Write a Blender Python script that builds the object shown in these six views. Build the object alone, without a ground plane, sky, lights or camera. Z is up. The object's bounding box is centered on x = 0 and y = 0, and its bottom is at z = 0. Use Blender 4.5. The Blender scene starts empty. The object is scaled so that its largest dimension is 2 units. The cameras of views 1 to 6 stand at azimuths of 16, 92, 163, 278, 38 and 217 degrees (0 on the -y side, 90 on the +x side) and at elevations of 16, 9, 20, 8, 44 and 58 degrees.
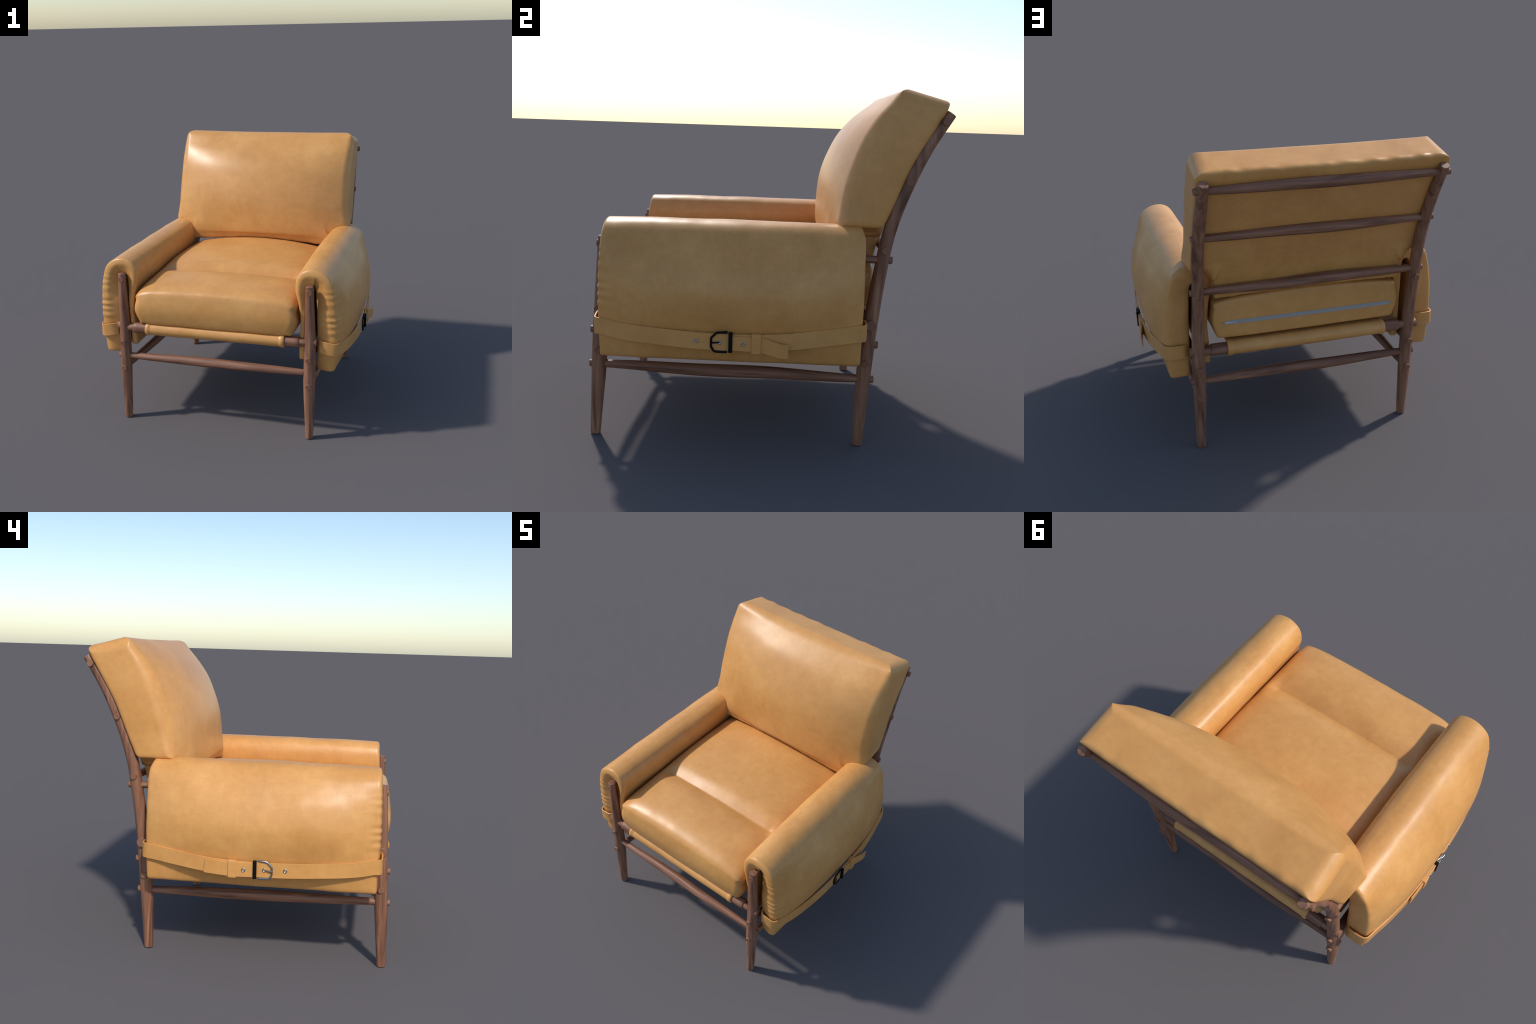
"""Leather lounge armchair: walnut stick frame with through pegs, a T-shaped back
cushion, a channelled seat cushion, slung leather seat and two draped arm pads
strapped to the frame with buckled belts.  Front faces -Y."""
import bpy, bmesh, math, random
import numpy as np
from mathutils import Vector, Matrix, noise

random.seed(7)
XC = -0.008                      # symmetry plane of the chair
COL = bpy.context.scene.collection


# ------------------------------------------------------------------ helpers
def lerp(a, b, t):
    return a + (b - a) * t


def smooth01(a, b, x):
    t = min(1.0, max(0.0, (x - a) / (b - a)))
    return t * t * (3 - 2 * t)


def spline(pts, ts):
    """Catmull-Rom style (pchip-free cubic hermite) through rows of pts at keys pts[:,0]."""
    pts = np.array(pts, float)
    k, v = pts[:, 0], pts[:, 1:]
    m = np.gradient(v, k, axis=0)
    out = []
    for t in np.atleast_1d(ts):
        t = min(max(t, k[0]), k[-1])
        i = min(max(int(np.searchsorted(k, t)) - 1, 0), len(k) - 2)
        h = k[i + 1] - k[i]
        s = (t - k[i]) / h
        out.append((2 * s**3 - 3 * s**2 + 1) * v[i] + (s**3 - 2 * s**2 + s) * h * m[i]
                   + (-2 * s**3 + 3 * s**2) * v[i + 1] + (s**3 - s**2) * h * m[i + 1])
    return np.array(out)


def make_object(name, mesh, mat, parent=None, matrix=None, sharp=None):
    ob = bpy.data.objects.new(name, mesh)
    COL.objects.link(ob)
    if mat and not mesh.materials:
        mesh.materials.append(mat)
    if parent is not None:
        ob.parent = parent
    if matrix is not None:
        ob.matrix_local = matrix
    mesh.shade_smooth()
    if sharp:
        mesh.set_sharp_from_angle(angle=math.radians(sharp))
    return ob


def mesh_from(verts, faces, name="part"):
    me = bpy.data.meshes.new(name)
    me.from_pydata([tuple(v) for v in verts], [], faces)
    bm = bmesh.new()
    bm.from_mesh(me)
    bmesh.ops.recalc_face_normals(bm, faces=bm.faces)
    bm.to_mesh(me)
    bm.free()
    me.update()
    return me


def hull(us, vs, ws, solid=None, levels=2, name="soft"):
    """Skin of the lattice cells for which solid(i, j, k) holds, rounded by subdivision."""
    nu, nv, nw = len(us) - 1, len(vs) - 1, len(ws) - 1
    solid = solid or (lambda i, j, k: True)

    def full(i, j, k):
        return 0 <= i < nu and 0 <= j < nv and 0 <= k < nw and solid(i, j, k)
    index, verts, faces = {}, [], []

    def vid(a):
        if a not in index:
            index[a] = len(verts)
            verts.append((us[a[0]], vs[a[1]], ws[a[2]]))
        return index[a]
    sides = {(1, 0, 0): [(1, 0, 0), (1, 1, 0), (1, 1, 1), (1, 0, 1)],
             (-1, 0, 0): [(0, 0, 0), (0, 0, 1), (0, 1, 1), (0, 1, 0)],
             (0, 1, 0): [(0, 1, 0), (0, 1, 1), (1, 1, 1), (1, 1, 0)],
             (0, -1, 0): [(0, 0, 0), (1, 0, 0), (1, 0, 1), (0, 0, 1)],
             (0, 0, 1): [(0, 0, 1), (1, 0, 1), (1, 1, 1), (0, 1, 1)],
             (0, 0, -1): [(0, 0, 0), (0, 1, 0), (1, 1, 0), (1, 0, 0)]}
    for i in range(nu):
        for j in range(nv):
            for k in range(nw):
                if not full(i, j, k):
                    continue
                for d, quad in sides.items():
                    if not full(i + d[0], j + d[1], k + d[2]):
                        faces.append([vid((i + q[0], j + q[1], k + q[2])) for q in quad])
    me = bpy.data.meshes.new(name)
    me.from_pydata(verts, [], faces)
    tmp = bpy.data.objects.new("tmp", me)
    COL.objects.link(tmp)
    mod = tmp.modifiers.new("round", 'SUBSURF')
    mod.levels = mod.render_levels = levels
    dg = bpy.context.evaluated_depsgraph_get()
    out = bpy.data.meshes.new_from_object(tmp.evaluated_get(dg))
    bpy.data.objects.remove(tmp)
    bpy.data.meshes.remove(me)
    out.name = name
    return out


def deform(me, fn):
    for v in me.vertices:
        v.co = fn(v.co.x, v.co.y, v.co.z)
    me.update()


def relief(me, amp, scale, seed=0.0, octaves=2):
    """Push vertices along their normals by soft noise: lumps and wrinkles."""
    nrm = [v.normal.copy() for v in me.vertices]
    for v, n in zip(me.vertices, nrm):
        p = v.co * scale + Vector((seed, seed * 1.7, -seed))
        d = noise.noise(p)
        if octaves > 1:
            d += 0.5 * noise.noise(p * 2.3)
        v.co += n * amp * d
    me.update()


def lattice_lines(a, b, n, edge):
    """n+1 inner lines between a and b plus a support line `edge` in from each end."""
    return [a] + list(np.linspace(a + edge, b - edge, n + 1)) + [b]


def ease_corner(a, b, a1, b1, r):
    """Round the outer corner (a1, b1) of a rectangle in the (a, b) plane with radius r."""
    da, db = (abs(a) - (a1 - r)) / r, (b - (b1 - r)) / r
    if da <= 0 or db <= 0:
        return a, b
    h = math.hypot(da, db)
    if h > 1:
        da, db = da / h, db / h
    return math.copysign(a1 - r + da * r, a), b1 - r + db * r


# ---------------------------------------------------------------- materials
def nodes_of(name):
    m = bpy.data.materials.new(name)
    m.use_nodes = True
    nt = m.node_tree
    return m, nt, nt.nodes["Principled BSDF"]


def leather(name, weave=0.0, tint=1.0, rough=(0.32, 0.43)):
    m, nt, bsdf = nodes_of(name)
    N, L = nt.nodes.new, nt.links.new
    tc = N('ShaderNodeTexCoord')
    big = N('ShaderNodeTexNoise')
    big.inputs['Scale'].default_value = 3.4
    big.inputs['Detail'].default_value = 5
    big.inputs['Roughness'].default_value = 0.62
    L(tc.outputs['Object'], big.inputs['Vector'])
    ramp = N('ShaderNodeValToRGB')
    e = ramp.color_ramp.elements
    e[0].position, e[0].color = 0.25, (0.590 * tint, 0.273 * tint, 0.074 * tint, 1)
    e[1].position, e[1].color = 0.76, (0.740 * tint, 0.378 * tint, 0.120 * tint, 1)
    mid = e.new(0.5)
    mid.color = (0.672 * tint, 0.322 * tint, 0.094 * tint, 1)
    L(big.outputs['Fac'], ramp.inputs['Fac'])
    # small cloudy mottling of the tanned hide
    fine = N('ShaderNodeTexNoise')
    fine.inputs['Scale'].default_value = 22
    fine.inputs['Detail'].default_value = 6
    fine.inputs['Roughness'].default_value = 0.7
    L(tc.outputs['Object'], fine.inputs['Vector'])
    fr = N('ShaderNodeMapRange')
    fr.inputs['From Min'].default_value, fr.inputs['From Max'].default_value = 0.3, 0.7
    fr.inputs['To Min'].default_value, fr.inputs['To Max'].default_value = 0.935, 1.055
    L(fine.outputs['Fac'], fr.inputs['Value'])
    mul = N('ShaderNodeMix')
    mul.data_type, mul.blend_type = 'RGBA', 'MULTIPLY'
    mul.inputs['Factor'].default_value = 1.0
    L(ramp.outputs['Color'], mul.inputs['A'])
    L(fr.outputs['Result'], mul.inputs['B'])
    col = mul.outputs['Result']
    height = fine.outputs['Fac']
    if weave:
        # faint crossing threads, as pulled grain on the arm pads
        fac = None
        for stretch in ((60, 24, 480), (60, 480, 24)):
            mp = N('ShaderNodeMapping')
            mp.inputs['Scale'].default_value = stretch
            L(tc.outputs['Object'], mp.inputs['Vector'])
            th = N('ShaderNodeTexNoise')
            th.inputs['Scale'].default_value = 0.55
            th.inputs['Detail'].default_value = 2
            L(mp.outputs['Vector'], th.inputs['Vector'])
            if fac is None:
                fac = th.outputs['Fac']
            else:
                ad = N('ShaderNodeMath')
                ad.operation = 'ADD'
                L(fac, ad.inputs[0])
                L(th.outputs['Fac'], ad.inputs[1])
                fac = ad.outputs[0]
        wr = N('ShaderNodeMapRange')
        wr.inputs['From Min'].default_value, wr.inputs['From Max'].default_value = 0.7, 1.3
        wr.inputs['To Min'].default_value = 1.0 - weave
        wr.inputs['To Max'].default_value = 1.0 + weave
        L(fac, wr.inputs['Value'])
        m2 = N('ShaderNodeMix')
        m2.data_type, m2.blend_type = 'RGBA', 'MULTIPLY'
        m2.inputs['Factor'].default_value = 1.0
        L(col, m2.inputs['A'])
        L(wr.outputs['Result'], m2.inputs['B'])
        col = m2.outputs['Result']
    L(col, bsdf.inputs['Base Color'])
    rr = N('ShaderNodeMapRange')
    rr.inputs['To Min'].default_value, rr.inputs['To Max'].default_value = rough
    L(big.outputs['Fac'], rr.inputs['Value'])
    L(rr.outputs['Result'], bsdf.inputs['Roughness'])
    bsdf.inputs['Specular IOR Level'].default_value = 0.5
    bump = N('ShaderNodeBump')
    bump.inputs['Strength'].default_value = 0.12
    bump.inputs['Distance'].default_value = 0.004
    L(height, bump.inputs['Height'])
    L(bump.outputs['Normal'], bsdf.inputs['Normal'])
    return m


def wood(name):
    m, nt, bsdf = nodes_of(name)
    N, L = nt.nodes.new, nt.links.new
    tc = N('ShaderNodeTexCoord')
    info = N('ShaderNodeObjectInfo')
    off = N('ShaderNodeVectorMath')
    off.operation = 'MULTIPLY_ADD'
    comb = N('ShaderNodeCombineXYZ')
    for k in range(3):
        L(info.outputs['Random'], comb.inputs[k])
    L(comb.outputs[0], off.inputs[0])
    off.inputs[1].default_value = (3.1, 7.7, 5.3)
    L(tc.outputs['Object'], off.inputs[2])
    mp = N('ShaderNodeMapping')
    mp.inputs['Scale'].default_value = (22, 22, 1.5)        # grain runs along local Z
    L(off.outputs[0], mp.inputs['Vector'])
    g1 = N('ShaderNodeTexNoise')
    g1.inputs['Scale'].default_value = 1.0
    g1.inputs['Detail'].default_value = 4
    g1.inputs['Distortion'].default_value = 1.4
    L(mp.outputs['Vector'], g1.inputs['Vector'])
    ramp = N('ShaderNodeValToRGB')
    e = ramp.color_ramp.elements
    e[0].position, e[0].color = 0.31, (0.135, 0.053, 0.029, 1)
    e[1].position, e[1].color = 0.74, (0.385, 0.196, 0.116, 1)
    k = e.new(0.46)
    k.color = (0.240, 0.104, 0.058, 1)
    k = e.new(0.60)
    k.color = (0.305, 0.141, 0.081, 1)
    L(g1.outputs['Fac'], ramp.inputs['Fac'])
    mp2 = N('ShaderNodeMapping')
    mp2.inputs['Scale'].default_value = (130, 130, 5)
    L(off.outputs[0], mp2.inputs['Vector'])
    g2 = N('ShaderNodeTexNoise')
    g2.inputs['Scale'].default_value = 1.0
    g2.inputs['Detail'].default_value = 3
    L(mp2.outputs['Vector'], g2.inputs['Vector'])
    mr = N('ShaderNodeMapRange')
    mr.inputs['From Min'].default_value, mr.inputs['From Max'].default_value = 0.3, 0.7
    mr.inputs['To Min'].default_value, mr.inputs['To Max'].default_value = 0.84, 1.12
    L(g2.outputs['Fac'], mr.inputs['Value'])
    mul = N('ShaderNodeMix')
    mul.data_type, mul.blend_type = 'RGBA', 'MULTIPLY'
    mul.inputs['Factor'].default_value = 1.0
    L(ramp.outputs['Color'], mul.inputs['A'])
    L(mr.outputs['Result'], mul.inputs['B'])
    L(mul.outputs['Result'], bsdf.inputs['Base Color'])
    bsdf.inputs['Roughness'].default_value = 0.5
    bump = N('ShaderNodeBump')
    bump.inputs['Strength'].default_value = 0.2
    bump.inputs['Distance'].default_value = 0.003
    L(g2.outputs['Fac'], bump.inputs['Height'])
    L(bump.outputs['Normal'], bsdf.inputs['Normal'])
    return m


def metal(name, color, rough, metallic=1.0):
    m, nt, bsdf = nodes_of(name)
    N, L = nt.nodes.new, nt.links.new
    tc = N('ShaderNodeTexCoord')
    n = N('ShaderNodeTexNoise')
    n.inputs['Scale'].default_value = 60
    L(tc.outputs['Object'], n.inputs['Vector'])
    r = N('ShaderNodeMapRange')
    r.inputs['To Min'].default_value, r.inputs['To Max'].default_value = rough * 0.8, rough * 1.3
    L(n.outputs['Fac'], r.inputs['Value'])
    L(r.outputs['Result'], bsdf.inputs['Roughness'])
    bsdf.inputs['Base Color'].default_value = (*color, 1)
    bsdf.inputs['Metallic'].default_value = metallic
    return m


HIDE = leather("tan_leather")
PAD_HIDE = leather("tan_leather_grained", weave=0.045, rough=(0.33, 0.44))
STRAP_HIDE = leather("strap_leather", tint=0.97)
WALNUT = wood("walnut")
STEEL = metal("polished_steel", (0.40, 0.42, 0.44), 0.28)
BLACK = metal("near_black", (0.004, 0.004, 0.004), 0.5, 0.0)
BLACK.node_tree.nodes["Principled BSDF"].inputs["Specular IOR Level"].default_value = 0.15
ZIP_METAL = metal("zip_metal", (0.75, 0.78, 0.80), 0.35)
ZIP_TAPE = metal("zip_tape", (0.36, 0.37, 0.365), 0.6, 0.0)

chair = bpy.data.objects.new("armchair", None)
COL.objects.link(chair)
chair.location = (XC, 0, 0)
chair["label"] = "tan leather lounge armchair with walnut stick frame and buckled arm pads"
chair["category"] = "armchair"
# everything below is modelled in chair coordinates: x measured from the symmetry plane


# -------------------------------------------------------------- wooden frame
def facet(theta, sides=8, soft=0.55):
    """Radius factor of a softened polygon: whittled flats along a round stick."""
    a = (theta + math.pi / sides) % (2 * math.pi / sides) - math.pi / sides
    return lerp(1.0, math.cos(math.pi / sides) / math.cos(a) * 1.08, soft)


def stick(rows, name, around=32, turn=0.2, soft=0.55, tips=(0.004, 0.004)):
    """Loft of whittled rings.  rows: (centre, radius) along the stick."""
    cs = [Vector(r[0]) for r in rows]
    rs = [r[1] for r in rows]
    tg = [(cs[min(i + 1, len(cs) - 1)] - cs[max(i - 1, 0)]).normalized() for i in range(len(cs))]
    # chamfered ends
    cs2 = [cs[0]] + cs + [cs[-1]]
    rs2 = [rs[0] - tips[0]] + rs + [rs[-1] - tips[1]]
    tg2 = [tg[0]] + tg + [tg[-1]]
    cs2[1] = cs[0] + tg[0] * tips[0]
    cs2[-2] = cs[-1] - tg[-1] * tips[1]
    verts, faces = [], []
    for c, r, t in zip(cs2, rs2, tg2):
        ex = Vector((1, 0, 0))
        ex = (ex - t * ex.dot(t)).normalized()
        ey = t.cross(ex)
        for k in range(around):
            th = 2 * math.pi * k / around
            q = r * facet(th + turn, soft=soft)
            verts.append(c + ex * q * math.cos(th) + ey * q * math.sin(th))
    n = len(cs2)
    for i in range(n - 1):
        for k in range(around):
            k2 = (k + 1) % around
            faces.append([i * around + k, i * around + k2, (i + 1) * around + k2, (i + 1) * around + k])
    faces.append(list(range(around))[::-1])
    faces.append([(n - 1) * around + k for k in range(around)])
    return mesh_from(verts, faces, name)


LEG_X = 0.707
# front leg: (z, y, radius)
FRONT = [(0.0, -0.948, 0.0275), (0.20, -0.938, 0.034), (0.42, -0.927, 0.0415), (0.60, -0.920, 0.041),
         (0.75, -0.914, 0.039), (0.95, -0.909, 0.033), (1.142, -0.904, 0.0275)]
# rear post, bending back above the arms
REAR = [(0.0, 0.545, 0.0275), (0.20, 0.552, 0.034), (0.39, 0.560, 0.0405), (0.69, 0.584, 0.040),
        (1.01, 0.624, 0.037), (1.235, 0.664, 0.036), (1.494, 0.752, 0.036), (1.695, 0.846, 0.035),
        (1.861, 0.953, 0.0285)]


def leg_rows(table, n):
    zs = np.linspace(table[0][0], table[-1][0], n)
    out = []
    for z, (y, r) in zip(zs, spline(table, zs)):
        wob = 0.002 * math.sin(9 * z + 1.3) * smooth01(0, .1, z)
        out.append(((wob, y, z), r))
    return out


front_mesh = stick(leg_rows(FRONT, 26), "leg", turn=0.3)
rear_mesh = stick(leg_rows(REAR, 40), "backrest_post", turn=0.12, soft=0.8)


def y_of(table, z):
    return float(spline(table, [z])[0][0])


def r_of(table, z):
    return float(spline(table, [z])[0][1])


legs, posts = {}, {}
for s in (1, -1):
    fl = Matrix.Translation((s * LEG_X, 0, 0)) @ Matrix.Diagonal((s, 1, 1, 1))
    legs[s] = make_object("leg", front_mesh, WALNUT, chair, Matrix.Translation((s * LEG_X, 0, 0)), 36)
    posts[s] = make_object("backrest_post", rear_mesh, WALNUT, chair,
                           Matrix.Translation((s * LEG_X, 0, 0)), 36)

# through peg: short round tenon end, its face split by a wedge kerf
def peg_mesh():
    n, verts, faces = 20, [], []
    prof = [(-1.6, 1.0), (0.80, 1.0), (0.95, 0.97), (1.0, 0.90)]
    for h, r in prof:
        for k in range(n):
            a = 2 * math.pi * k / n
            x, y = r * math.cos(a), r * math.sin(a)
            dz = 0.10 * y if h > 0.8 else 0.0
            verts.append((x, y, h + dz))
    for i in range(len(prof) - 1):
        for k in range(n):
            k2 = (k + 1) % n
            faces.append([i * n + k, i * n + k2, (i + 1) * n + k2, (i + 1) * n + k])
    base = (len(prof) - 1) * n
    # two half faces meeting in the kerf, sunk a little along the middle line
    a, b = len(verts), len(verts) + 1
    verts += [(0.45, 0, 0.97), (-0.45, 0, 0.97)]
    for k in range(n):
        k2 = (k + 1) % n
        xm = math.cos(2 * math.pi * (k + 0.5) / n)
        faces.append([base + k, base + k2, a if xm > 0 else b])
    half = n // 4
    faces.append([base + half, b, a])
    faces.append([base + 3 * half, a, b])
    faces.append(list(range(n))[::-1])
    return mesh_from(verts, faces, "peg")


PEG = peg_mesh()
PEG.materials.append(WALNUT)


def add_peg(parent, pos, direction, radius, length, spin):
    d = Vector(direction).normalized()
    rot = d.to_track_quat('Z', 'Y').to_matrix().to_4x4()
    m = Matrix.Translation(pos) @ rot @ Matrix.Rotation(spin, 4, 'Z') @ \
        Matrix.Diagonal((radius, radius, length, 1))
    ob = bpy.data.objects.new("peg", PEG)
    COL.objects.link(ob)
    ob.parent = parent
    ob.matrix_local = Matrix.Translation(-parent.location) @ m
    return ob


PEG.shade_smooth()
PEG.set_sharp_from_angle(angle=math.radians(35))
for s in (1, -1):
    # rails running across show on the outer flanks
    for z, r in ((1.815, .0205), (1.492, .020), (1.120, .020), (0.489, .020), (0.703, .030)):
        rr = r_of(REAR, z)
        add_peg(posts[s], (s * (LEG_X + rr * 0.86), y_of(REAR, z), z), (s, 0, 0), r,
                0.016 + 0.004 * (r > .025) + .008 * (z > 1.7), random.uniform(0, 3))
    for z, r in ((0.735, .030), (0.500, .020)):
        rr = r_of(FRONT, z)
        add_peg(legs[s], (s * (LEG_X + rr * 0.86), y_of(FRONT, z), z), (s, 0, 0), r, 0.016,
                random.uniform(0, 3))
    # rails running front to back show on the front and rear
    for z in (1.100, 0.611, 0.413):
        rr = r_of(FRONT, z)
        add_peg(legs[s], (s * LEG_X, y_of(FRONT, z) - rr * 0.86, z), (0, -1, 0), 0.0205, 0.008 if z > 1 else 0.018,
                random.uniform(0, 3))
    for z in (1.064, 0.586, 0.387):
        rr = r_of(REAR, z)
        add_peg(posts[s], (s * LEG_X, y_of(REAR, z) + rr * 0.9, z), (0, 1, 0), 0.0205, 0.020,
                random.uniform(0, 3))


def rail_mesh(length, r_end, r_mid, name, power=1.6, tenon=None, wobble=0.004):
    """Spindle along local Z, swelling to the middle; tenon=(radius, length) steps the ends down."""
    rows = []
    n = 30
    for i in range(n + 1):
        u = i / n
        z = (u - 0.5) * length
        r = lerp(r_mid, r_end, abs(2 * u - 1) ** power)
        off = wobble * math.sin(3.0 * u * math.pi + length) * math.sin(math.pi * u)
        rows.append(((off, 0.5 * off, z), r))
    if tenon:
        tr, tl = tenon
        body = [q for q in rows if abs(q[0][2]) < length / 2 - tl - 0.012]
        za, zb = length / 2 - tl, length / 2
        rows = [((0, 0, -zb), tr), ((0, 0, -za - 0.001), tr), ((0, 0, -za), r_end - .004),
                ((0, 0, -za + 0.004), r_end)] + body + \
               [((0, 0, za - 0.004), r_end), ((0, 0, za), r_end - .004), ((0, 0, za + 0.001), tr), ((0, 0, zb), tr)]
    return stick(rows, name, around=24, turn=0.1, soft=0.35, tips=(0.0005, 0.0005))


def place_between(name, mesh, a, b, spin=0.0):
    a, b = Vector(a), Vector(b)
    rot = (b - a).to_track_quat('Z', 'Y').to_matrix().to_4x4()
    return make_object(name, mesh, WALNUT, chair,
                       Matrix.Translation((a + b) / 2) @ rot @ Matrix.Rotation(spin, 4, 'Z'), 50)


W = 2 * LEG_X - 0.03
back_rail = rail_mesh(W, 0.021, 0.0345, "backrest_rail")
low_rail = rail_mesh(W, 0.021, 0.0345, "stretcher")
seat_rail = rail_mesh(W, 0.0375, 0.0375, "seat_rail", tenon=(0.029, 0.06), wobble=0.0)
for i, z in enumerate((1.815, 1.492, 1.120)):
    y = y_of(REAR, z)
    place_between("backrest_rail", back_rail, (-W / 2, y, z), (W / 2, y, z), 2.1 * i)
for table, z in ((FRONT, 0.500), (REAR, 0.489)):
    y = y_of(table, z)
    place_between("stretcher", low_rail, (-W / 2, y, z), (W / 2, y, z), 1.0 + 3 * z)
RAIL_F = (y_of(FRONT, 0.726), 0.726)
RAIL_R = (y_of(REAR, 0.703), 0.703)
for y, z in (RAIL_F, RAIL_R):
    place_between("seat_rail", seat_rail, (-W / 2, y, z), (W / 2, y, z), 0.4 + y)
Lside = 1.50
side_stretch = rail_mesh(Lside, 0.0205, 0.0355, "stretcher")
side_mid = rail_mesh(Lside, 0.0205, 0.027, "rail")
arm_rest = rail_mesh(Lside + 0.09, 0.0205, 0.024, "armrest_rail")
for s in (1, -1):
    for nm, me, zf, zr in (("stretcher", side_stretch, 0.413, 0.387),
                           ("rail", side_mid, 0.611, 0.586),
                           ("armrest_rail", arm_rest, 1.100, 1.064)):
        place_between(nm, me, (s * LEG_X, y_of(FRONT, zf), zf), (s * LEG_X, y_of(REAR, zr), zr),
                      0.7 * s + zf)

# ---------------------------------------------------------------- seat sling
def sling():
    R, th = 0.0425, 0.007
    path = []
    for a in np.linspace(-75, -265, 24):            # around the front rail
        t = math.radians(a)
        path.append((RAIL_F[0] + R * math.cos(t), RAIL_F[1] + R * math.sin(t), 'f'))
    yf, yr = RAIL_F[0] + 0.02, RAIL_R[0] - 0.02
    for u in np.linspace(0.03, 0.97, 22):
        z = lerp(RAIL_F[1], RAIL_R[1], u) + R - 0.018 * math.sin(math.pi * u)
        path.append((lerp(yf, yr, u), z, 's'))
    for a in np.linspace(95, -105, 24):             # around the rear rail
        t = math.radians(a)
        path.append((RAIL_R[0] + R * math.cos(t), RAIL_R[1] + R * math.sin(t), 'r'))
    half = 0.528
    xs = [-half, -half + .004, -half + .018, -half + .030, -half + .036, -half + .042]
    xs = xs + list(np.linspace(-0.45, 0.45, 30)) + [-x for x in xs[::-1]]
    verts, faces = [], []
    m = len(path)
    for side in (0, 1):
        for x in xs:
            d = half - abs(x)
            hem = 0.0055 * math.sin(math.pi * min(1, d / 0.034)) ** 0.6 if d < 0.034 else 0.0
            hem = 0.0 if isinstance(hem, complex) else hem
            for i, (y, z, kind) in enumerate(path):
                a = path[max(i - 1, 0)]
                b = path[min(i + 1, m - 1)]
                ty, tz = b[0] - a[0], b[1] - a[1]
                L = math.hypot(ty, tz)
                ny, nz = -tz / L, ty / L            # outward (away from rails / up)
                lump = 0.0022 * noise.noise(Vector((x * 9, y * 9, z * 9 + 4)))
                o = (hem + lump + th / 2) if side == 0 else -th / 2
                verts.append((x, y + ny * o, z + nz * o))
    nx = len(xs)
    def vid(side, ix, i):
        return side * nx * m + ix * m + i
    for side in (0, 1):
        for ix in range(nx - 1):
            for i in range(m - 1):
                faces.append([vid(side, ix, i), vid(side, ix + 1, i), vid(side, ix + 1, i + 1), vid(side, ix, i + 1)])
    for ix in range(nx - 1):
        for i in (0, m - 1):
            faces.append([vid(0, ix, i), vid(0, ix + 1, i), vid(1, ix + 1, i), vid(1, ix, i)])
    for i in range(m - 1):
        for ix in (0, nx - 1):
            faces.append([vid(0, ix, i), vid(0, ix, i + 1), vid(1, ix, i + 1), vid(1, ix, i)])
    return mesh_from(verts, faces, "seat_sling")


make_object("seat_sling", sling(), HIDE, chair, sharp=55)

# -------------------------------------------------------------- seat cushion
SEAT_W, SEAT_F, SEAT_B, SEAT_LO, SEAT_HI = 0.605, -0.940, 0.588, 0.770, 1.000
GROOVE = -0.47


def seat_top(x, y):
    """Height of the top skin: a round front bolster, a groove and a crowned seat behind it."""
    a = min(1.0, abs(x) / SEAT_W)
    groove = 1 - smooth01(0.80, 0.97, a)          # the groove dies out toward the sides
    edge = 0.950 + 0.050 * smooth01(-0.9, 0.2, y)
    if y < -0.74:
        c = 0.140 * math.sqrt(max(0.0, 1 - ((-0.74 - y) / 0.235) ** 2))
    else:
        c = 0.140 - 0.002 * smooth01(-0.74, 0.2, y) - 0.085 * smooth01(0.25, 0.60, y)
    d = abs(y - GROOVE)
    dip = groove * (0.036 * math.exp(-(d / 0.085) ** 2) + 0.018 * math.exp(-d / 0.025))
    c = c * (1 - (0.22 + 0.30 * smooth01(-.3, .3, y)) * a ** 2) * math.sqrt(1 - a ** 12) - dip * (1 - 0.5 * a ** 4)
    return edge + c


def build_seat():
    us = lattice_lines(-SEAT_W, SEAT_W, 12, 0.032)
    vs = lattice_lines(SEAT_F, SEAT_B, 18, 0.030)
    ws = lattice_lines(SEAT_LO, SEAT_HI, 2, 0.036)
    me = hull(us, vs, ws, levels=3, name="seat_cushion")

    def f(x, y, z):
        h = (z - SEAT_LO) / (SEAT_HI - SEAT_LO)
        hh = min(1, max(0, h))
        belly = math.sin(math.pi * hh)
        nx = x + math.copysign(abs(x / SEAT_W) ** 6 * (0.014 * belly - 0.008 * (hh > .5) * (2 * hh - 1)), x)
        yc = (y - SEAT_F) / (SEAT_B - SEAT_F)
        bow = 1 - min(1, abs(x) / SEAT_W) ** 4
        nx *= 1 - 0.030 * (1 - smooth01(0, 0.6, hh))
        ny = y - (1 - smooth01(0, 0.12, yc)) * (0.020 * belly + 0.008 * bow) + smooth01(0.88, 1, yc) * (
            0.010 * belly + 0.008 * bow)
        front = math.exp(-((y - SEAT_F) / 0.10) ** 2) * smooth01(.4, .9, h)
        ny += 0.0014 * front * noise.noise(Vector((x * 13, 2.0, z * 9)))
        nz = SEAT_LO + h * (seat_top(x, y) - SEAT_LO + 0.0014 * front * noise.noise(Vector((x * 11, 5.0, 1.0))))
        return (nx, ny, nz)

    def plan(x, y, z):
        x, yy = ease_corner(x, -y, SEAT_W, -SEAT_F, 0.05)
        return x, -yy, z
    g = lambda x, y, z: f(*plan(x, y, z))
    deform(me, g)
    relief(me, 0.0020, 3.4, 3.1)
    return me


seat_mesh = build_seat()
seat = make_object("seat_cushion", seat_mesh, HIDE, chair)

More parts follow.
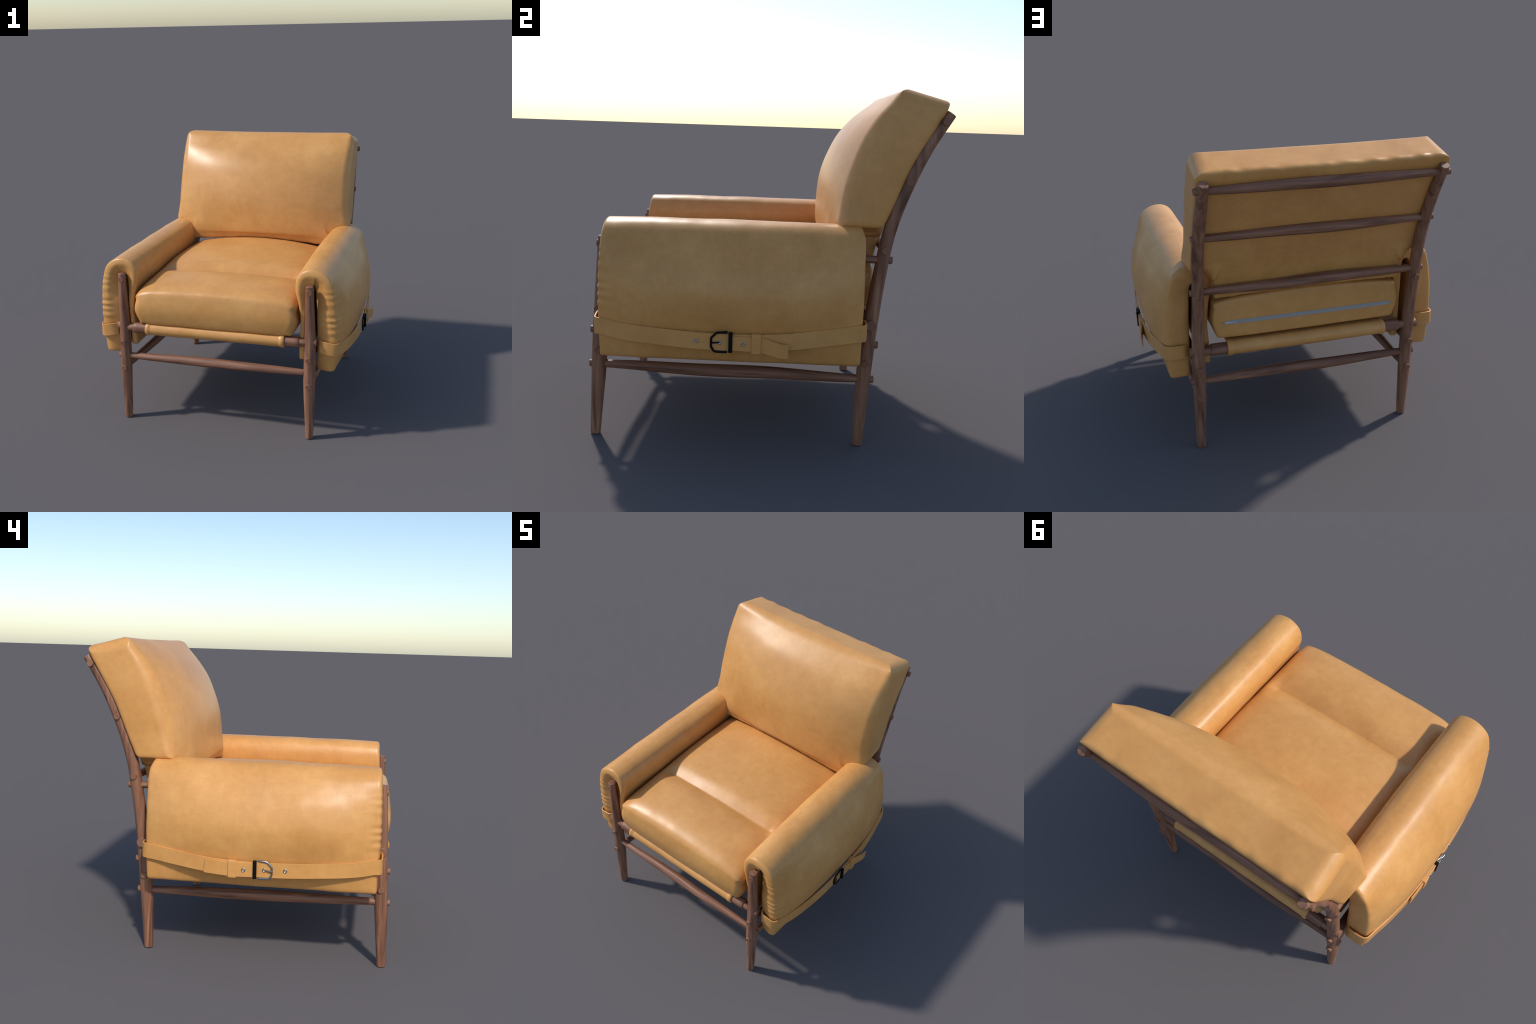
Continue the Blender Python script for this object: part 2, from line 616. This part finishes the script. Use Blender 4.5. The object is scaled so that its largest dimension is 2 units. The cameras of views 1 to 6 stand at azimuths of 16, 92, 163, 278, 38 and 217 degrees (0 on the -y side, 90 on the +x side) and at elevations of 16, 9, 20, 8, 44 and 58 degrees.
# zipper on the rear boxing of the seat
ZIP_Z, ZIP_A, ZIP_B = 0.881, -0.575, 0.562
rear_pts = sorted((v.co.x, v.co.y) for v in seat_mesh.vertices
                  if abs(v.co.z - ZIP_Z) < 0.02 and v.co.y > SEAT_B - 0.06)
rx = np.array([p[0] for p in rear_pts])
ry = np.array([p[1] for p in rear_pts])


def seat_rear(x):
    near = np.abs(rx - x) < 0.03
    return float(ry[near].max()) if near.any() else SEAT_B


def zipper():
    xs = np.linspace(ZIP_A, ZIP_B, 90)
    ys = [seat_rear(x) for x in xs]
    ys = np.convolve(np.pad(ys, 3, mode='edge'), np.ones(7) / 7, 'valid')
    verts, faces = [], []
    for x, y in zip(xs, ys):
        u = (x - ZIP_A) / (ZIP_B - ZIP_A)
        hw = 0.0115 * min(1.0, smooth01(0.0, 0.03, u), smooth01(0.0, 0.05, 1 - u)) + 0.001
        zc = ZIP_Z - 0.002 + .004 * u
        verts += [(x, y - 0.004, zc - hw), (x, y + 0.003, zc - hw), (x, y + 0.003, zc + hw), (x, y - 0.004, zc + hw)]
    n = len(xs)
    for i in range(n - 1):
        for k in range(4):
            k2 = (k + 1) % 4
            faces.append([4 * i + k, 4 * i + k2, 4 * i + 4 + k2, 4 * i + 4 + k])
    faces += [[0, 1, 2, 3], [4 * n - 1, 4 * n - 2, 4 * n - 3, 4 * n - 4]]
    tape = make_object("zipper", mesh_from(verts, faces, "zipper"), ZIP_TAPE, seat, sharp=40)
    tv, tf = [], []
    cnt = 150
    for i in range(cnt):
        u = 0.02 + 0.95 * i / (cnt - 1)
        x = lerp(ZIP_A, ZIP_B, u)
        y = float(np.interp(x, xs, ys)) + 0.0045
        z = ZIP_Z - 0.002 + .004 * u + (0.0007 if i % 2 else -0.0007)
        b = len(tv)
        for dx in (-.0026, .0026):
            for dy in (-.003, .002):
                for dz in (-.0052, .0052):
                    tv.append((x + dx, y + dy, z + dz))
        for q in ((0, 1, 3, 2), (4, 6, 7, 5), (0, 4, 5, 1), (2, 3, 7, 6), (0, 2, 6, 4), (1, 5, 7, 3)):
            tf.append([b + k for k in q])
    teeth = make_object("zipper_teeth", mesh_from(tv, tf, "zipper_teeth"), ZIP_METAL, tape, sharp=30)
    teeth["kind"] = "stuff"
    xp = ZIP_B - 0.035
    pull = hull([xp - .020, xp - .014, xp + .010, xp + .016], [0, .003, .006, .009], [-.008, -.004, .004, .008],
                levels=2, name="zipper_slider")
    yy = float(np.interp(xp, xs, ys))
    deform(pull, lambda x, y, z: (x, y + yy + 0.002, z + ZIP_Z + .002))
    make_object("zipper_slider", pull, ZIP_METAL, tape)
    tab = hull([xp - .060, xp - .055, xp - .023, xp - .018], [0, .001, .002, .003], [-.005, -.003, .003, .005],
               levels=2, name="zipper_pull")
    deform(tab, lambda x, y, z: (x, y + yy + 0.008, z + ZIP_Z + .002))
    make_object("zipper_pull", tab, ZIP_METAL, tape)


zipper()

# -------------------------------------------------------------- back cushion
BACK_W, STEM_W = 0.752, 0.585
# key q = height along the cushion, then front edge (y, z) and rear edge (y, z)
BACK = [(0.00, 0.345, 1.045, 0.590, 1.030), (0.20, 0.385, 1.240, 0.624, 1.236),
        (0.31, 0.410, 1.361, 0.672, 1.350), (0.43, 0.437, 1.478, 0.720, 1.470),
        (0.55, 0.473, 1.595, 0.765, 1.580), (0.70, 0.526, 1.739, 0.836, 1.710),
        (0.81, 0.582, 1.837, 0.890, 1.805), (0.91, 0.642, 1.918, 0.928, 1.875),
        (0.985, 0.692, 1.991, 0.942, 1.925)]
BULGE = [(0.0, 0.040), (0.10, 0.085), (0.28, 0.132), (0.42, 0.150), (0.56, 0.148),
         (0.70, 0.128), (0.82, 0.092), (0.92, 0.045), (0.985, 0.0)]
QTOP = BACK[-1][0]


def build_back():
    us = [-BACK_W, -BACK_W + .048, -0.66, -STEM_W, -STEM_W + .028, -0.45, -0.3, -0.15, 0, 0.15, 0.3, 0.45,
          STEM_W - .028, STEM_W, 0.66, BACK_W - .048, BACK_W]
    qs = [0.0, 0.028, 0.10, 0.20, 0.240, 0.30, 0.40, 0.50, 0.60, 0.70, 0.80, 0.88, QTOP - .042, QTOP]
    ws = [0.0, 0.050, 0.12, 0.18, 0.243, 0.285]
    stem_rows = 3

    def solid(i, j, k):
        return j >= stem_rows or (abs((us[i] + us[i + 1]) / 2) < STEM_W)
    me = hull(us, qs, ws, solid, levels=3, name="back_cushion")
    cache = {}

    def f(x, q, w):
        if abs(x) > STEM_W + .03:
            x, nq = ease_corner(x, -q, BACK_W, -0.20, 0.022)
            q = -nq
            nw, nq = ease_corner(w, -q, 0.285, -0.20, 0.050)
            w, q = nw, -nq
        wing = math.sin(math.pi * min(1, max(0, (q - 0.20) / (QTOP - 0.20)))) ** 0.7 if q > 0.2 else 0.0
        if q > 0.2:
            x, nw = ease_corner(x, -w, BACK_W, 0.0, 0.045 + 0.018 * wing)
            w = -nw
        nq, nw = ease_corner(q, -w, QTOP, 0.0, 0.045)
        q, w = nq, -nw
        nq, w = ease_corner(q, w, QTOP, 0.285, 0.032)
        x, q = ease_corner(x, nq, BACK_W, QTOP, 0.085)
        key = round(q, 5)
        if key not in cache:
            cache[key] = (spline(BACK, [q])[0], float(spline(BULGE, [q])[0][0]))
        (yf, zf, yr, zr), bulge = cache[key]
        u = w / 0.285
        half = lerp(STEM_W + 0.03, BACK_W, smooth01(0.10, 0.3, q))
        a = min(1.0, abs(x) / BACK_W)
        edge = 1 - a ** 2.3
        fw = (1 - smooth01(0.0, 0.85, u))
        y = lerp(yf, yr, u) - bulge * edge * fw * 0.98
        z = lerp(zf, zr, u) - 0.25 * bulge * edge * fw * smooth01(0.5, 1, q / QTOP) * 0.0
        # flanks swell slightly between their seams, corners stay pulled out
        side = math.sin(math.pi * min(1, max(0, u))) * math.sin(math.pi * min(1, max(0, q / QTOP)))
        nx = x + math.copysign(0.008 * side * a ** 4, x) - 0.008
        low = 1 - smooth01(0.2, 0.36, q)
        nx += math.copysign(0.016 * low * a ** 8 * fw, x)       # wing corners spread on the arms
        under = 1 - smooth01(0.02, 0.17, q)
        z += (0.012 * (1 - u) + 0.074 * (1 - a ** 2)) * under * (1 - 0.75 * u)      # hem arches over the crowned seat
        nx *= 1 + 0.046 * (1 - smooth01(0.12, 0.26, q)) * (a < .84)
        # wing undersides settle onto the rounded arms beside the stem
        z -= 0.055 * (1 - smooth01(0.60, 0.70, abs(x))) * smooth01(0.55, 0.60, abs(x)) * (
            1 - smooth01(0.20, 0.27, q)) * smooth01(0.13, 0.2, q)
        # top edge sags a touch between corners, rear panel pillows between the rails
        z -= 0.006 * (1 - a ** 2) * smooth01(0.9, 1.0, q / QTOP)
        y += 0.012 * smooth01(0.8, 1, u) * (1 - a ** 4) * math.sin(math.pi * min(1, max(0, q / QTOP)))
        seam = smooth01(.75, 1, u) * smooth01(.90, 1.0, q / QTOP)
        z += 0.007 * seam * noise.noise(Vector((x * 13, 1.0, 3.0)))
        y += 0.005 * seam * noise.noise(Vector((x * 15, 4.0, 3.0)))
        z += 0.006 * (1 - smooth01(0, .06, q)) * noise.noise(Vector((x * 16, 9.0, 3.0)))
        # soft tuck where the wings rest on the arm pads
        return (nx, y, z)
    deform(me, f)
    relief(me, 0.0022, 3.2, 8.3)
    return me


make_object("back_cushion", build_back(), HIDE, chair)

# ------------------------------------------------------------------ arm pads
# outer face and slot face of the draped pad, (x, z) from inner hem over the top to outer hem
PAD_OUT = [(.622, .580), (.626, .70), (.632, .85), (.618, 1.00), (.598, 1.10), (.602, 1.170), (.633, 1.222),
           (.685, 1.247), (.735, 1.248), (.790, 1.230), (.840, 1.186), (.870, 1.100), (.891, .95),
           (.896, .80), (.893, .65), (.880, .503)]
PAD_IN = [(.665, .582), (.665, .70), (.668, .85), (.674, 1.00), (.678, 1.070), (.681, 1.100), (.688, 1.122),
          (.699, 1.131), (.714, 1.131), (.726, 1.122), (.734, 1.100), (.738, 1.060), (.746, .95),
          (.748, .80), (.750, .65), (.750, .505)]
_o = np.array(PAD_OUT)
PAD_S = np.concatenate([[0], np.cumsum(np.hypot(*np.diff(_o, axis=0).T))])
PAD_LEN = float(PAD_S[-1])
KO = np.column_stack([PAD_S, _o])
KI = np.column_stack([PAD_S, np.array(PAD_IN)])
PAD_F, PAD_B = -0.893, 0.525
SWELL_Z = [(0.45, 0.0), (0.50, 0.005), (0.58, 0.026), (0.66, 0.052), (0.78, 0.083), (0.90, 0.091),
           (1.02, 0.068), (1.12, 0.030), (1.19, 0.002), (1.23, 0.0), (1.26, 0.0)]


def swell(y, z):
    t = abs((y + 0.18) / 0.70)
    return float(spline(SWELL_Z, [z])[0][0]) * max(0.0, 1 - t ** 3.0)


def pad_outer_x(y, z):
    """x of the pad's outer flank at (y, z), symmetric-plane coordinates."""
    zs, xs = _o[10:, 1][::-1], _o[10:, 0][::-1]
    return float(np.interp(z, zs, xs)) + swell(y, z)


def build_pad():
    ts = [0, .03, .07] + list(np.linspace(.14, PAD_LEN - .14, 19)) + [PAD_LEN - .10, PAD_LEN - .046, PAD_LEN]
    ys = [PAD_F, PAD_F + .024, PAD_F + .08] + list(np.linspace(-.75, .39, 9)) + [PAD_B - .07, PAD_B - .030, PAD_B]
    ws = [0, .33, .67, 1.0]
    me = hull(ts, ys, ws, levels=3, name="arm_pad")
    cache = {}

    def f(t, y, w):
        key = round(t, 4)
        if key not in cache:
            tt = min(max(t, 0), PAD_LEN)
            cache[key] = (spline(KO, [tt])[0], spline(KI, [tt])[0])
        o, i = cache[key]
        x, z = lerp(o[0], i[0], w), lerp(o[1], i[1], w)
        outer = smooth01(0.70, 0.80, o[0]) * (t > PAD_LEN * 0.45)
        x += outer * swell(y, o[1]) * (1 - w) ** 1.0
        if not outer and t < PAD_LEN * .45:
            x -= 0.012 * math.sin(math.pi * (y - PAD_F) / (PAD_B - PAD_F)) * (1 - w) * smooth01(.9, 1.1, z)
        # puckers along the front seam of the outer flank, rear hem bows back a little
        fr = 1 - smooth01(0.0, 0.10, y - PAD_F)
        zz = z + 0.008 * math.sin(29 * z)
        puck = math.sin(2 * math.pi * zz / 0.052) * smooth01(.72, .80, z) * (1 - smooth01(1.00, 1.16, z))
        k = fr * (1 - w) * smooth01(.0, .3, 1 - w)
        if outer > 0:
            puck *= 0.7 + 0.9 * noise.noise(Vector((z * 11, 3.3, 0)))
            x += 0.0020 * puck * k
            y += -0.0034 * puck * fr * (1 - smooth01(.35, .8, w))
        y -= 0.004 * math.sin(9 * z) * fr
        y += (1 - smooth01(0.0, 0.07, y - PAD_F)) * ((0.020 if t > PAD_LEN * .5 else 0.0) * smooth01(.30, 1.0, w)
              + 0.024 * smooth01(.88, 1.06, z) * smooth01(.30, 1.0, w) + 0.008 * (max(0, .4 - w) / .4) ** 2)
        # flanks lean: front face leans back toward the arm top, rear is bowed
        y += 0.012 * smooth01(1.17, 1.26, z) * (0.2 * fr - 1.0 * (1 - smooth01(0, .1, PAD_B - y)))
        y += 0.006 * math.sin(math.pi * (z - .5) / .75) * (1 - smooth01(0, .1, PAD_B - y))
        z += 0.006 * (1 - ((y + .18) / .7) ** 2) * smooth01(1.1, 1.24, z)
        return (x, y, z)
    deform(me, f)
    relief(me, 0.0028, 5.0, 1.9)
    return me


def mirrored(me, name):
    out = me.copy()
    out.name = name
    bm = bmesh.new()
    bm.from_mesh(out)
    for v in bm.verts:
        v.co.x = -v.co.x
    bmesh.ops.reverse_faces(bm, faces=bm.faces)
    bm.to_mesh(out)
    bm.free()
    return out


pad_mesh = build_pad()
pads = {1: make_object("arm_pad", pad_mesh, PAD_HIDE, chair),
        -1: make_object("arm_pad", mirrored(pad_mesh, "arm_pad"), PAD_HIDE, chair)}


# -------------------------------------------------------- straps and buckles
STRAP_Z = [(-0.92, 0.688), (-0.75, 0.665), (-0.54, 0.652), (-0.35, 0.642), (-0.16, 0.639), (0.0, 0.642),
           (0.14, 0.652), (0.31, 0.672), (0.54, 0.698)]
STRAP_H = 0.0440


def strap_z(y):
    return float(spline(STRAP_Z, [y])[0][0])


def strap_x(y):
    """Belt line outside the pad: pulled straight, standing off the belly in the middle."""
    t = abs((y + 0.18) / 0.70)
    return 0.901 + 0.072 * max(0.0, 1 - t ** 2.7)


def ribbon(path, half, thick, name):
    """Flat strap through (x, y, z, roll) stations, upright, with eased edges."""
    n = len(path)
    prof = [(-.5, -1), (-.5, 1), (-.3, 1.03), (.3, 1.03), (.5, 1), (.5, -1), (.3, -1.03), (-.3, -1.03)]
    verts, faces = [], []
    for i, (x, y, z, roll) in enumerate(path):
        a, b = path[max(i - 1, 0)], path[min(i + 1, n - 1)]
        t = Vector((b[0] - a[0], b[1] - a[1], b[2] - a[2])).normalized()
        up = Vector((0, 0, 1))
        nrm = t.cross(up).normalized()
        up = nrm.cross(t).normalized()
        up, nrm = up * math.cos(roll) + nrm * math.sin(roll), nrm * math.cos(roll) - up * math.sin(roll)
        for pn, pu in prof:
            verts.append(Vector((x, y, z)) + nrm * pn * thick + up * pu * half)
    m = len(prof)
    for i in range(n - 1):
        for k in range(m):
            k2 = (k + 1) % m
            faces.append([i * m + k, i * m + k2, i * m + m + k2, i * m + m + k])
    faces += [list(range(m))[::-1], [(n - 1) * m + k for k in range(m)]]
    return mesh_from(verts, faces, name)


def tube(path, r, name, around=10, closed=False):
    n = len(path)
    P = [Vector(p) for p in path]
    verts, faces = [], []
    for i, p in enumerate(P):
        a = P[(i - 1) % n] if closed else P[max(i - 1, 0)]
        b = P[(i + 1) % n] if closed else P[min(i + 1, n - 1)]
        t = (b - a).normalized()
        ex = Vector((1, 0, 0))
        ex = (ex - t * ex.dot(t)).normalized()
        ey = t.cross(ex)
        for k in range(around):
            th = 2 * math.pi * k / around
            verts.append(p + ex * r * math.cos(th) + ey * r * math.sin(th))
    for i in range(n if closed else n - 1):
        j = (i + 1) % n
        for k in range(around):
            k2 = (k + 1) % around
            faces.append([i * around + k, i * around + k2, j * around + k2, j * around + k])
    if not closed:
        faces += [list(range(around))[::-1], [(n - 1) * around + k for k in range(around)]]
    return mesh_from(verts, faces, name)


EYE = tube([(0, 0.0096 * math.cos(a), 0.0096 * math.sin(a)) for a in np.linspace(0, 2 * math.pi, 20, endpoint=False)],
           0.0034, "eyelet", 8, True)
EYE.materials.append(STEEL)
EYE.shade_smooth()


def sided(me, s):
    return me if s > 0 else mirrored(me, me.name)


pads[-1].location = (0, -0.009, 0)
for s in (1, -1):
    pad = pads[s]
    path = [(.768, -.80), (.768, -.86), (.772, -.893), (.790, -.908), (.830, -.910), (.868, -.909), (.890, -.902),
            (.902, -.888), (.908, -.86)]
    path = [(x, y, lerp(0.700, strap_z(-.88), smooth01(.77, .89, x)), 0) for x, y in path]
    for y in np.linspace(-.80, .44, 40):
        path.append((strap_x(y), y, strap_z(y), 0))
    for x, y in [(.912, .50), (.905, .530), (.890, .543), (.860, .549), (.810, .549), (.785, .547), (.772, .535),
                 (.768, .50), (.768, .45)]:
        path.append((x, y, strap_z(min(y, .53)), 0))
    strap = make_object("strap", sided(ribbon(path, STRAP_H, 0.0095, "strap"), s), STRAP_HIDE, pad, sharp=40)

    # tail of the belt through the keeper; the right one has sprung outward and droops
    flare = 1.0 if s > 0 else 0.12
    tail = []
    for y in np.linspace(-.166, .138, 24):
        u = smooth01(-.04, .138, y)
        tail.append((strap_x(y) + 0.0105 + 0.027 * flare * u ** 1.2,
                     y, strap_z(y) - 0.037 * (flare if s > 0 else -.02) * u - 0.006 * smooth01(-.2, -.03, y),
                     0.10 * flare * u))
    make_object("strap_tail", sided(ribbon(tail, STRAP_H * (0.86 if s > 0 else .95), 0.0085, "strap_tail"), s),
                STRAP_HIDE, strap, sharp=40)
    yk, zk = -0.030, strap_z(-.03)
    xk = strap_x(yk) + 0.005
    keeper = hull([xk - .017, xk - .009, xk + .009, xk + .019], [yk - .025, yk - .020, yk + .020, yk + .025],
                  [zk - .056, zk - .050, zk + .044, zk + .050], levels=2, name="strap_keeper")
    make_object("strap_keeper", sided(keeper, s), STRAP_HIDE, strap)

    bx = lambda y: strap_x(y) + 0.008
    zc = strap_z(-.22)
    metal_mat = BLACK if s > 0 else STEEL
    # angular frame: two arms with clipped corners, ends tucked under the strap beside the bar
    pts = []
    for y, dz, out in ((-.184, .056, -.005), (-.200, .055, .000), (-.236, .052, .001), (-.243, .048, .001),
                       (-.262, .029, .001), (-.267, .022, .001), (-.268, .010, .001), (-.268, -.018, .001),
                       (-.267, -.026, .001), (-.254, -.045, .001), (-.247, -.050, .001), (-.200, -.052, .000),
                       (-.184, -.051, -.005)):
        pts.append((bx(y) + out, y, zc + dz))
    buckle = make_object("buckle", sided(tube(pts, 0.0062, "buckle", 10), s), metal_mat, strap, sharp=50)
    bar = hull([bx(-.165) - .010, bx(-.165) - .006, bx(-.165) + .010, bx(-.165) + .014],
               [-.176, -.173, -.158, -.155], [zc - .052, zc - .049, zc + .053, zc + .056], levels=2, name="buckle_bar")
    make_object("buckle_bar", sided(bar, s), BLACK, buckle)
    prong = tube([(bx(-.27) + .008, -.270, zc - .002), (bx(-.25) + .006, -.250, zc - .002),
                  (bx(-.23) - .002, -.230, zc - .001), (bx(-.22) - .012, -.221, zc)], 0.0045, "buckle_prong", 8)
    make_object("buckle_prong", sided(prong, s), metal_mat, buckle, sharp=50)
    for y in (-.346, -.222, -.098):
        lift = 0.0055 if y < -.2 else 0.0155
        ob = bpy.data.objects.new("eyelet", EYE)
        COL.objects.link(ob)
        ob.parent = strap
        slope = math.atan2(strap_x(y + .02) - strap_x(y - .02), .04)
        ob.matrix_local = Matrix.Translation((s * (strap_x(y) + lift), y, strap_z(y) - .004 * (y > -.15))) @ \
            Matrix.Rotation(-s * slope, 4, 'Z')
